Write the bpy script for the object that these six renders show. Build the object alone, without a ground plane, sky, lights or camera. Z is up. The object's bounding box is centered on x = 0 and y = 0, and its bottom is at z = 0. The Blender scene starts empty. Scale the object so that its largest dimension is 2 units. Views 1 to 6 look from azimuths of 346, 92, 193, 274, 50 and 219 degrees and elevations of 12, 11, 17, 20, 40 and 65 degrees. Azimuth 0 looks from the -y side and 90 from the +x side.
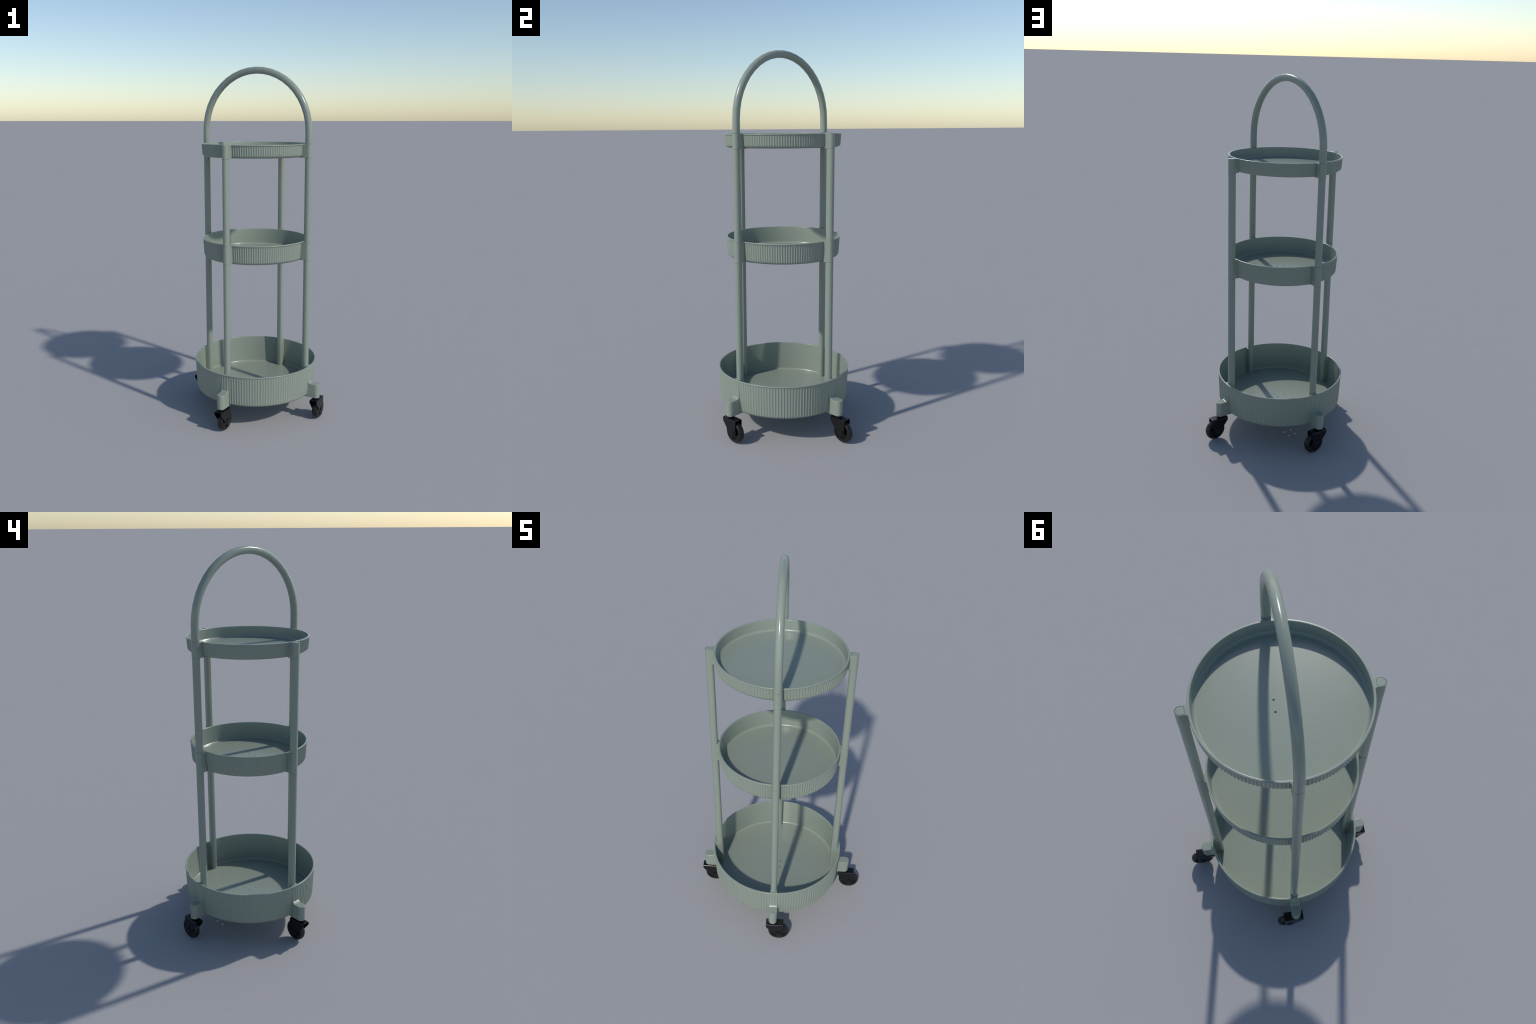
import bpy, bmesh, math
from mathutils import Vector, Matrix

# ------------------------------------------------------------------ layout
# Local frame: posts stand on +X, +Y, -X, -Y; the whole trolley is turned
# about z so that its handle plane (local Y) matches the pictures.
TURN = math.radians(47.1)
RIBS = 150                 # concave flutes round each tray
SUB = 8                    # columns per flute
POST_R = 0.3275            # ring on which the posts stand
SIDES = [0.0, 0.5 * math.pi, math.pi, 1.5 * math.pi]
RIM_TOP, RIM_MID, RIM_LOW = 1.584, 1.048, 0.323
BOSS_R = 0.3975            # ring of the caster stems


# ------------------------------------------------------------------ materials
def paint(name, colour, rough, vary=0.02, coat=0.0, grain=0.0, spec=0.5):
    m = bpy.data.materials.new(name)
    m.use_nodes = True
    nt = m.node_tree
    b = nt.nodes["Principled BSDF"]
    tc = nt.nodes.new("ShaderNodeTexCoord")
    nz = nt.nodes.new("ShaderNodeTexNoise")
    nz.inputs["Scale"].default_value = 9.0
    nz.inputs["Detail"].default_value = 3.0
    nt.links.new(tc.outputs["Object"], nz.inputs["Vector"])
    cr = nt.nodes.new("ShaderNodeValToRGB")
    cr.color_ramp.elements[0].position = 0.3
    cr.color_ramp.elements[1].position = 0.7
    cr.color_ramp.elements[0].color = [c * (1 - vary) for c in colour] + [1]
    cr.color_ramp.elements[1].color = [c * (1 + vary) for c in colour] + [1]
    nt.links.new(nz.outputs["Fac"], cr.inputs["Fac"])
    nt.links.new(cr.outputs["Color"], b.inputs["Base Color"])
    b.inputs["Roughness"].default_value = rough
    b.inputs["Coat Weight"].default_value = coat
    b.inputs["Specular IOR Level"].default_value = spec
    if grain:
        n2 = nt.nodes.new("ShaderNodeTexNoise")
        n2.inputs["Scale"].default_value = 600.0
        nt.links.new(tc.outputs["Object"], n2.inputs["Vector"])
        bp = nt.nodes.new("ShaderNodeBump")
        bp.inputs["Strength"].default_value = grain
        bp.inputs["Distance"].default_value = 0.0005
        nt.links.new(n2.outputs["Fac"], bp.inputs["Height"])
        nt.links.new(bp.outputs["Normal"], b.inputs["Normal"])
    return m


GREEN = paint("sage_green_plastic", (0.260, 0.301, 0.250), 0.24, vary=0.008)
BLACK = paint("black_plastic", (0.0050, 0.0050, 0.0056), 0.2, spec=0.42)
RUBBER = paint("black_rubber", (0.0075, 0.0075, 0.0080), 0.42, grain=0.1, spec=0.42)
STEEL = paint("dark_steel", (0.03, 0.03, 0.033), 0.22, vary=0.05)
STEEL.node_tree.nodes["Principled BSDF"].inputs["Metallic"].default_value = 0.8


# ------------------------------------------------------------------ helpers
def link(obj, parent, mat=None):
    bpy.context.scene.collection.objects.link(obj)
    obj.parent = parent
    if mat is not None:
        obj.data.materials.clear()
        obj.data.materials.append(mat)
    return obj


def resmooth(me, angle):
    """Smooth shading with hard edges; flat faces keep their flat look."""
    for p in me.polygons:
        p.use_smooth = True
    me.set_sharp_from_angle(angle=math.radians(angle))
    o = bpy.data.objects.new("work", me)
    bpy.context.scene.collection.objects.link(o)
    md = o.modifiers.new("wn", "WEIGHTED_NORMAL")
    md.mode, md.weight, md.keep_sharp = "FACE_AREA", 60, True
    dg = bpy.context.evaluated_depsgraph_get()
    dg.update()
    out = bpy.data.meshes.new_from_object(o.evaluated_get(dg))
    bpy.data.objects.remove(o)
    out.name = me.name
    bpy.data.meshes.remove(me)
    return out


def raw(bm, name):
    bmesh.ops.recalc_face_normals(bm, faces=bm.faces)
    me = bpy.data.meshes.new(name)
    bm.to_mesh(me)
    bm.free()
    return me


def finish(bm, name, angle=35.0):
    return resmooth(raw(bm, name), angle)


def prism(outline, z0, z1, bevel=0.0, segs=2):
    """Solid from a plan outline (list of (x, y)), optional edge bevel."""
    bm = bmesh.new()
    lo = [bm.verts.new((x, y, z0)) for x, y in outline]
    f = bm.faces.new(lo)
    r = bmesh.ops.extrude_face_region(bm, geom=[f])
    top = [g for g in r["geom"] if isinstance(g, bmesh.types.BMVert)]
    bmesh.ops.translate(bm, verts=top, vec=(0, 0, z1 - z0))
    bmesh.ops.recalc_face_normals(bm, faces=bm.faces)
    if bevel:
        ed = [e for e in bm.edges if abs(e.verts[0].co.z - e.verts[1].co.z) < 1e-6]
        bmesh.ops.bevel(bm, geom=ed, offset=bevel, segments=segs, profile=0.5,
                        affect="EDGES", clamp_overlap=True)
    return bm


def d_outline(half_w, r_in, r_out, corner=0.005, n=14):
    """D section: flat side at r_in, round side reaching r_out (radial = x)."""
    cx = r_out - half_w
    pts = []
    for i in range(n + 1):
        a = -math.pi / 2 + math.pi * i / n
        pts.append((cx + half_w * math.cos(a), half_w * math.sin(a)))
    for sx, a0 in ((1, 0.5), (-1, 1.0)):
        for i in range(5):
            a = math.pi * (a0 + 0.5 * i / 4)
            pts.append((r_in + corner + corner * math.cos(a),
                        sx * (half_w - corner) + corner * math.sin(a)))
    return pts


def loft(rings, close_ends=True):
    bm = bmesh.new()
    rows = [[bm.verts.new(p) for p in ring] for ring in rings]
    n = len(rows[0])
    for a, b in zip(rows, rows[1:]):
        for i in range(n):
            j = (i + 1) % n
            bm.faces.new((a[i], a[j], b[j], b[i]))
    if close_ends:
        bm.faces.new(rows[0][::-1])
        bm.faces.new(rows[-1])
    return bm


def lathe(profile, n=64, axis="Z"):
    """Solid of revolution; profile = [(radius, height)], ends on the axis."""
    bm = bmesh.new()
    rows = []
    for r, h in profile:
        if r < 1e-6:
            rows.append([bm.verts.new((0, 0, h))])
        else:
            rows.append([bm.verts.new((r * math.cos(2 * math.pi * i / n),
                                       r * math.sin(2 * math.pi * i / n), h))
                         for i in range(n)])
    for a, b in zip(rows, rows[1:]):
        for i in range(n):
            j = (i + 1) % n
            if len(a) == 1 and len(b) == 1:
                continue
            if len(a) == 1:
                bm.faces.new((a[0], b[i], b[j]))
            elif len(b) == 1:
                bm.faces.new((a[i], a[j], b[0]))
            else:
                bm.faces.new((a[i], a[j], b[j], b[i]))
    if axis == "Y":
        bmesh.ops.rotate(bm, verts=bm.verts, cent=(0, 0, 0),
                         matrix=Matrix.Rotation(math.pi / 2, 3, "X"))
    return bm


def boolean(me_a, me_b, op):
    a = bpy.data.objects.new("work_a", me_a)
    b = bpy.data.objects.new("work_b", me_b)
    for o in (a, b):
        bpy.context.scene.collection.objects.link(o)
    md = a.modifiers.new("bool", "BOOLEAN")
    md.operation, md.solver, md.object = op, "EXACT", b
    dg = bpy.context.evaluated_depsgraph_get()
    dg.update()
    out = bpy.data.meshes.new_from_object(a.evaluated_get(dg))
    bpy.data.objects.remove(a)
    bpy.data.objects.remove(b)
    return out


# ------------------------------------------------------------------ trays
def arc(cx, cz, r, a0, a1, n):
    return [(cx + r * math.cos(math.radians(a0 + (a1 - a0) * i / n)),
             cz + r * math.sin(math.radians(a0 + (a1 - a0) * i / n)))
            for i in range(n + 1)]


def tray_mesh(name, rim_r, rim_z, under_z, taper, round_r, floor_z, wall,
              lip_h, lip_out, flute, power, phase, recess, panels):
    """Fluted tray: smooth lip, tapering fluted wall, rounded foot, flat floor."""
    foot_r = rim_r - lip_out - taper
    prof = []                                   # (radius, z, flute weight)
    # underside -> foot -> wall -> lip -> rim -> inner wall -> floor
    fr = foot_r - round_r - 0.001              # foot ring under the tray
    up = under_z + recess
    prof += [(0.05, up, 0), (0.15, up, 0), (fr - 0.0100, up, 0), (fr - 0.0080, up, 0),
             (fr - 0.0078, under_z, 0), (fr - 0.0002, under_z, 0), (fr, under_z + 0.0032, 0)]
    under_z += 0.0032
    pts = arc(foot_r - round_r, under_z + round_r, round_r, -90, 0, 7)
    for i, (r, z) in enumerate(pts):
        prof.append((r, z, min(1.0, 0.15 + i / 4.0)))
    z0, z1 = under_z + round_r, rim_z - lip_h
    for i in range(1, 6):
        t = i / 5
        prof.append((foot_r + (rim_r - lip_out - foot_r) * t, z0 + (z1 - z0) * t, 1))
    prof.append((rim_r - 0.0004, z1 + 0.0003, 0))
    prof.append((rim_r, z1 + 0.0012, 0))
    prof.append((rim_r, rim_z - 0.0022, 0))
    prof += [(r, z, 0) for r, z in arc(rim_r - 0.0022, rim_z - 0.0022, 0.0022, 20, 90, 4)]
    prof += [(r, z, 0) for r, z in arc(rim_r - wall + 0.0022, rim_z - 0.0022, 0.0022, 90, 180, 4)]
    in_low = foot_r - wall + 0.002
    fil = 0.011
    prof += [(r, z, 0) for r, z in arc(in_low - fil, floor_z + fil, fil, 0, -90, 5)]
    prof += [(in_low - fil - 0.002, floor_z, 0), (0.15, floor_z, 0), (0.05, floor_z, 0)]

    n = RIBS * SUB
    bm = bmesh.new()
    rows = []
    for r, z, w in prof:
        row = []
        for i in range(n):
            t = (i % SUB) / SUB                # 0 at the ridge, 0.5 in the flute
            dip = flute * w * (1 - abs(2 * t - 1) ** power)
            a = 2 * math.pi * i / n + math.radians(phase)
            rr = r - dip
            if panels and w > 0 and r > 0.2:
                # upright fluted pad above each caster boss
                d = min(abs((a - s + math.pi) % (2 * math.pi) - math.pi) for s in SIDES)
                if d < 0.0625:
                    rr = rim_r - lip_out - dip
            row.append(bm.verts.new((rr * math.cos(a), rr * math.sin(a), z)))
        rows.append(row)
    for a, b in zip(rows, rows[1:]):
        for i in range(n):
            j = (i + 1) % n
            bm.faces.new((a[i], a[j], b[j], b[i]))
    bm.faces.new(rows[0][::-1])
    bm.faces.new(rows[-1])
    body = raw(bm, name)

    # four drain holes straight through the floor
    cut = bmesh.new()
    for k in range(4):
        a = math.radians(43.8) + k * math.pi / 2
        bmesh.ops.create_cone(cut, cap_ends=True, segments=20, radius1=0.0042,
                              radius2=0.0042, depth=0.1,
                              matrix=Matrix.Translation((0.0326 * math.cos(a),
                                                         0.0326 * math.sin(a),
                                                         (floor_z + under_z) / 2)))
    cm = bpy.data.meshes.new("cut")
    cut.to_mesh(cm)
    cut.free()
    out = boolean(body, cm, "DIFFERENCE")
    out.name = name
    return resmooth(out, 35)


def bracket_mesh(name, z0, z1, wall_r, hw, tip, pocket):
    """Collar that joins a tray to a post: straight web, rounded outer end,
    and small fillets where its top runs into the rim."""
    cx = tip - hw
    pts = []
    n = 18
    for i in range(n + 1):
        a = -math.pi / 2 + math.pi * i / n
        pts.append((cx + hw * math.cos(a), hw * math.sin(a)))
    pts += [(wall_r - 0.0076, hw), (wall_r - 0.0076, -hw)]
    bm = prism(pts, z0, z1, bevel=0.0007, segs=2)
    # tongue that runs in under the rounded foot of the tray
    tongue = raw(prism([(0.2800, -hw), (0.3000, -hw), (0.3000, hw), (0.2800, hw)],
                       z0 + 0.0003, z0 + 0.0072), "tongue")
    if not pocket:
        bm.from_mesh(tongue)
    bpy.data.meshes.remove(tongue)
    me = finish(bm, name, 30)
    if pocket:                               # recess for the end cap
        pk = prism(d_outline(hw - 0.0021, 0.3128, tip - 0.0024, 0.003), z1 - 0.005, z1 + 0.01)
        me = boolean(me, raw(pk, "pocket"), "DIFFERENCE")
        me.name = name
        me = resmooth(me, 30)
    return me


def gusset_mesh(name, z0, z1, wall_r, hw):
    """Thin filleted plate level with the rim, on both sides of a collar."""
    fr = 0.0085
    fx = wall_r + fr - 0.0015
    pts = []
    for i in range(7):
        a = -math.pi / 2 - (math.pi / 2) * i / 6
        pts.append((fx + fr * math.cos(a), hw + fr + fr * math.sin(a)))
    pts += [(wall_r - 0.004, hw + fr), (wall_r - 0.004, -hw - fr)]
    for i in range(7):
        a = math.pi - (math.pi / 2) * i / 6
        pts.append((fx + fr * math.cos(a), -hw - fr + fr * math.sin(a)))
    return finish(prism(pts, z0, z1, bevel=0.0006), name, 30)


# ------------------------------------------------------------------ build
root = bpy.data.objects.new("storage_trolley", None)
bpy.context.scene.collection.objects.link(root)
root["label"] = "sage green round three tier trolley with arched handle on casters"
root["category"] = "trolley"
root.rotation_euler = (0, 0, TURN)

tray_specs = [  # rim_r, rim_z, under_z, taper, round_r, floor_z, wall, panels
    dict(rim_r=0.3048, rim_z=RIM_TOP, under_z=1.5130, taper=0.003, round_r=0.0125,
         floor_z=1.5265, wall=0.0088, flute=0.0030, power=2.2, phase=1.10, recess=0.0030, panels=False),
    dict(rim_r=0.3048, rim_z=RIM_MID, under_z=0.9412, taper=0.0055, round_r=0.013,
         floor_z=0.9530, wall=0.0080, flute=0.0030, power=2.2, phase=0.95, recess=0.0090, panels=False),
    dict(rim_r=0.3604, rim_z=RIM_LOW, under_z=0.1452, taper=0.0065, round_r=0.010,
         floor_z=0.1545, wall=0.0085, flute=0.0024, power=2.8, phase=2.25, recess=0.0070, panels=True),
]
trays = []
for sp in tray_specs:
    me = tray_mesh("tray", lip_h=0.0062, lip_out=0.0014, **sp)
    trays.append(link(bpy.data.objects.new("tray", me), root, GREEN))

# collars that clamp the upper two trays to the posts
TOP_W, TOP_TIP = 0.0184, 0.3470
MID_W, MID_TIP = 0.0176, 0.3464
br_cap = bracket_mesh("bracket", 1.5105, RIM_TOP - 0.0002, 0.3042, TOP_W, TOP_TIP, True)
br_top = bracket_mesh("bracket", 1.5105, RIM_TOP - 0.0002, 0.3042, TOP_W, TOP_TIP, False)
br_mid = bracket_mesh("bracket", 0.9428, RIM_MID - 0.0002, 0.3049, MID_W, MID_TIP, False)
gu_top = gusset_mesh("gusset", RIM_TOP - 0.0060, RIM_TOP - 0.0005, 0.304, TOP_W)
gu_mid = gusset_mesh("gusset", RIM_MID - 0.0060, RIM_MID - 0.0005, 0.304, MID_W)
for k, a in enumerate(SIDES):
    for tray, me, gu in ((trays[0], br_cap if k % 2 == 0 else br_top, gu_top),
                         (trays[1], br_mid, gu_mid)):
        for nm, m in (("bracket", me), ("gusset", gu)):
            o = link(bpy.data.objects.new(nm, m), tray, GREEN)
            o.rotation_euler = (0, 0, a)

# end caps let into the two collars that carry no handle
cap_me = finish(prism(d_outline(TOP_W - 0.0030, 0.3137, TOP_TIP - 0.0033, 0.0028), RIM_TOP - 0.005,
                      RIM_TOP - 0.0006, bevel=0.0008), "end_cap", 30)
for a in (SIDES[0], SIDES[2]):
    o = link(bpy.data.objects.new("end_cap", cap_me), root, GREEN)
    o.rotation_euler = (0, 0, a)


# posts: one D-section tube each, with hairline joints at the collars
def post_mesh(top, corner):
    def ring(z, inset):
        return [(x, y, z) for x, y in d_outline(0.0173 - inset, 0.3094 + inset,
                                                 0.3462 - inset, corner)]
    rows = [ring(0.1525, 0), ring(0.6, 0)]
    g = 0.0011
    for zb, zt in ((0.9428, RIM_MID - 0.0002), (1.5105, RIM_TOP)):
        rows += [ring(zb - g - 0.0005, 0), ring(zb - g, 0.0004), ring(zb - g, 0.0020),
                 ring(zb + 0.004, 0.0020)]
        if zt < 1.5:
            rows += [ring(zt - 0.004, 0.0020), ring(zt + g, 0.0020), ring(zt + g, 0.0004),
                     ring(zt + g + 0.0005, 0), ring(1.25, 0)]
    rows.append(ring(top, 0.0020))
    return finish(loft(rows), "post", 40)


post_squarer = post_mesh(RIM_TOP - 0.006, 0.0115)
post_rounder = post_mesh(RIM_TOP - 0.006, 0.0150)
for k, a in enumerate(SIDES):
    o = link(bpy.data.objects.new("post", post_rounder if k % 2 else post_squarer), root, GREEN)
    o.rotation_euler = (0, 0, a)

# handle: D section swept up, over and down in the local Y-Z plane
def handle_mesh():
    segs = 22
    cz = 2.0 - POST_R - 0.0196
    rows = []

    def ring(cy, cz_, ang, inset, grow):
        # ang: outward direction of the section in the Y-Z plane
        out = []
        for r, t in d_outline(0.0178 - inset, -0.0180 + inset, 0.0192 + grow - inset, 0.0145):
            out.append((t, cy + r * math.cos(ang), cz_ + r * math.sin(ang)))
        return out
    g = 0.0011
    base = RIM_TOP
    side = [(base - 0.006, 0.0022), (base + g, 0.0022), (base + g, 0.0004),
            (base + g + 0.0005, 0.0), (1.62, 0.0)]
    for z, ins in side:
        rows.append(ring(POST_R, z, 0.0, ins, 0))
    for i in range(segs + 1):
        a = math.pi * i / segs
        gr = 0.0004 * min(1.0, math.sin(a) * 2)
        rows.append(ring(POST_R * math.cos(a), cz + POST_R * math.sin(a), a, 0.0, gr))
    for z, ins in side[::-1]:
        rows.append(ring(-POST_R, z, math.pi, ins, 0))
    return finish(loft(rows), "handle", 50)


link(bpy.data.objects.new("handle", handle_mesh()), root, GREEN)

# sockets that hold the post feet inside the low tray, and caster bosses outside
sock = prism([(0.3270, -0.0180), (0.3550, -0.0180), (0.3550, 0.0180), (0.3270, 0.0180)],
             0.150, RIM_LOW - 0.0012, bevel=0.0012)
sock_me = finish(sock, "post_socket", 30)


def boss_mesh():
    """Upright caster boss: round outer end, flat top, short ramp up to the wall."""
    hw, z0, z1 = 0.0225, 0.1385, 0.2205
    out = []
    for i in range(19):
        a = -math.pi / 2 + math.pi * i / 18
        out.append((BOSS_R + hw * math.cos(a), hw * math.sin(a)))
    out += [(0.3490, hw), (0.3490, -hw)]
    bm = prism(out, z0, z1)
    for x in (0.3690, 0.3585):
        bmesh.ops.bisect_plane(bm, geom=bm.verts[:] + bm.edges[:] + bm.faces[:],
                               plane_co=(x, 0, 0), plane_no=(1, 0, 0))
    for v in bm.verts:
        if v.co.z > z1 - 1e-5 and v.co.x < 0.365:
            v.co.z = z1 + 0.0105
    bmesh.ops.recalc_face_normals(bm, faces=bm.faces)
    ed = [e for e in bm.edges if min(v.co.z for v in e.verts) >= z1 - 1e-5
          and max(v.co.x for v in e.verts) > 0.36 and e.calc_face_angle(0) > 0.3]
    bmesh.ops.bevel(bm, geom=ed, offset=0.0026, segments=3, profile=0.5, affect="EDGES",
                    clamp_overlap=True)
    ed = [e for e in bm.edges if max(v.co.z for v in e.verts) < z0 + 1e-5
          and e.calc_face_angle(0) > 0.3]
    bmesh.ops.bevel(bm, geom=ed, offset=0.0012, segments=2, profile=0.5, affect="EDGES",
                    clamp_overlap=True)
    # tongue that carries the boss in under the tray floor
    tongue = prism([(0.322, -hw), (0.352, -hw), (0.352, hw), (0.322, hw)], z0 + 0.0003, 0.1500)
    me = raw(tongue, "tongue")
    bm.from_mesh(me)
    bpy.data.meshes.remove(me)
    return finish(bm, "caster_boss", 40)


boss_me = boss_mesh()
for a in SIDES:
    o = link(bpy.data.objects.new("post_socket", sock_me), trays[2], GREEN)
    o.rotation_euler = (0, 0, a)
    o = link(bpy.data.objects.new("caster_boss", boss_me), trays[2], GREEN)
    o.rotation_euler = (0, 0, a)

# ------------------------------------------------------------------ casters
AX, WR = 0.034, 0.057       # trail of the axle behind the stem, wheel radius


def fork_mesh():
    ho, t, cr, zt = 0.0236, 0.0032, 0.0065, 0.1285
    u = [(-ho, 0.02)] + [(-ho + cr + cr * math.cos(a), zt - cr + cr * math.sin(a))
                         for a in [math.pi - math.pi / 2 * i / 5 for i in range(6)]]
    u += [(-y, z) for y, z in u[::-1]]
    hi, ci = ho - t, cr - t + 0.0008
    w = [(hi, 0.02)] + [(hi - ci + ci * math.cos(a), zt - t - ci + ci * math.sin(a))
                        for a in [math.pi / 2 * i / 5 for i in range(6)]]
    w += [(-y, z) for y, z in w[::-1]]
    sec = u + w
    bm = bmesh.new()
    rows = [[bm.verts.new((x, y, z)) for y, z in sec] for x in (-0.08, 0.1)]
    n = len(sec)
    for i in range(n):
        j = (i + 1) % n
        bm.faces.new((rows[0][i], rows[0][j], rows[1][j], rows[1][i]))
    bm.faces.new(rows[0][::-1])
    bm.faces.new(rows[1])
    channel = raw(bm, "channel")
    # side view: square front edge, slanted back, rounded round the axle
    side = [(-0.0355, 0.14), (0.0590, 0.14), (0.0590, 0.105)]
    side += [(AX + 0.0235 * math.cos(math.radians(d)), WR + 0.0235 * math.sin(math.radians(d)))
             for d in range(0, -151, -15)]
    side += [(-0.0310, 0.1035), (-0.0342, 0.1080), (-0.0355, 0.1130)]
    bm = bmesh.new()
    rows = [[bm.verts.new((x, y, z)) for x, z in side] for y in (-0.05, 0.05)]
    n = len(side)
    for i in range(n):
        j = (i + 1) % n
        bm.faces.new((rows[0][i], rows[0][j], rows[1][j], rows[1][i]))
    bm.faces.new(rows[0][::-1])
    bm.faces.new(rows[1])
    me = boolean(channel, raw(bm, "side"), "INTERSECT")
    bm = bmesh.new()
    bm.from_mesh(me)
    bmesh.ops.remove_doubles(bm, verts=bm.verts, dist=1e-5)
    ed = [e for e in bm.edges if len(e.link_faces) == 2 and e.calc_face_angle(0) > 0.9]
    bmesh.ops.bevel(bm, geom=ed, offset=0.0007, segments=2, profile=0.5, affect="EDGES",
                    clamp_overlap=True)
    return finish(bm, "fork", 30)


fork_me = fork_mesh()
tw = 0.0166
tyre_prof = [(0.0385, tw - 0.0035), (0.0400, tw - 0.0008), (0.0425, tw)]
tyre_prof += [(WR - 0.0105 + 0.0105 * math.cos(math.radians(d)),
               (tw - 0.0002) * math.sin(math.radians(d)) ** 1.0) for d in range(80, -81, -10)]
tyre_prof += [(0.0425, -tw), (0.0400, -tw + 0.0008), (0.0385, -tw + 0.0035), (0.0385, tw - 0.0035)]
tyre_me = finish(lathe(tyre_prof, 72, "Y"), "tyre", 40)
rim_prof = [(0, 0.0150), (0.0115, 0.0150), (0.0130, 0.0120), (0.0150, 0.0085), (0.0335, 0.0085),
            (0.0350, 0.0122), (0.0388, 0.0122), (0.0388, -0.0122), (0.0350, -0.0122),
            (0.0335, -0.0085), (0.0150, -0.0085), (0.0130, -0.0120), (0.0115, -0.0150), (0, -0.0150)]
rim_me = finish(lathe(rim_prof, 64, "Y"), "rim", 35)
hub_prof = [(0, 0.0274), (0.0130, 0.0274), (0.0146, 0.0267), (0.0152, 0.0252), (0.0152, 0.0195), (0, 0.0195)]
hub_me = finish(lathe(hub_prof, 40, "Y"), "axle_cap", 35)
axle_me = finish(lathe([(0, 0.0205), (0.005, 0.0205), (0.005, -0.0205), (0, -0.0205)], 24, "Y"), "axle", 35)
stem_prof = [(0, 0.150), (0.0105, 0.150), (0.0105, 0.1365), (0.0165, 0.1365), (0.0172, 0.1355),
             (0.0172, 0.1325), (0.0150, 0.1312), (0.0150, 0.1275), (0, 0.1275)]
stem_me = finish(lathe(stem_prof, 40), "stem", 35)

for a in SIDES:
    c = bpy.data.objects.new("caster", None)
    bpy.context.scene.collection.objects.link(c)
    c.parent = root
    c.location = (BOSS_R * math.cos(a), BOSS_R * math.sin(a), 0)
    for nm, me, mat, loc in (("fork", fork_me, BLACK, (0, 0, 0)),
                             ("stem", stem_me, STEEL, (0, 0, 0)),
                             ("tyre", tyre_me, RUBBER, (AX, 0, WR)),
                             ("rim", rim_me, BLACK, (AX, 0, WR)),
                             ("axle", axle_me, STEEL, (AX, 0, WR)),
                             ("axle_cap", hub_me, BLACK, (AX, 0, WR))):
        o = link(bpy.data.objects.new(nm, me), c, mat)
        o.location = loc
        if nm == "axle_cap":
            p = link(o.copy(), c)
            p.rotation_euler = (0, 0, math.pi)
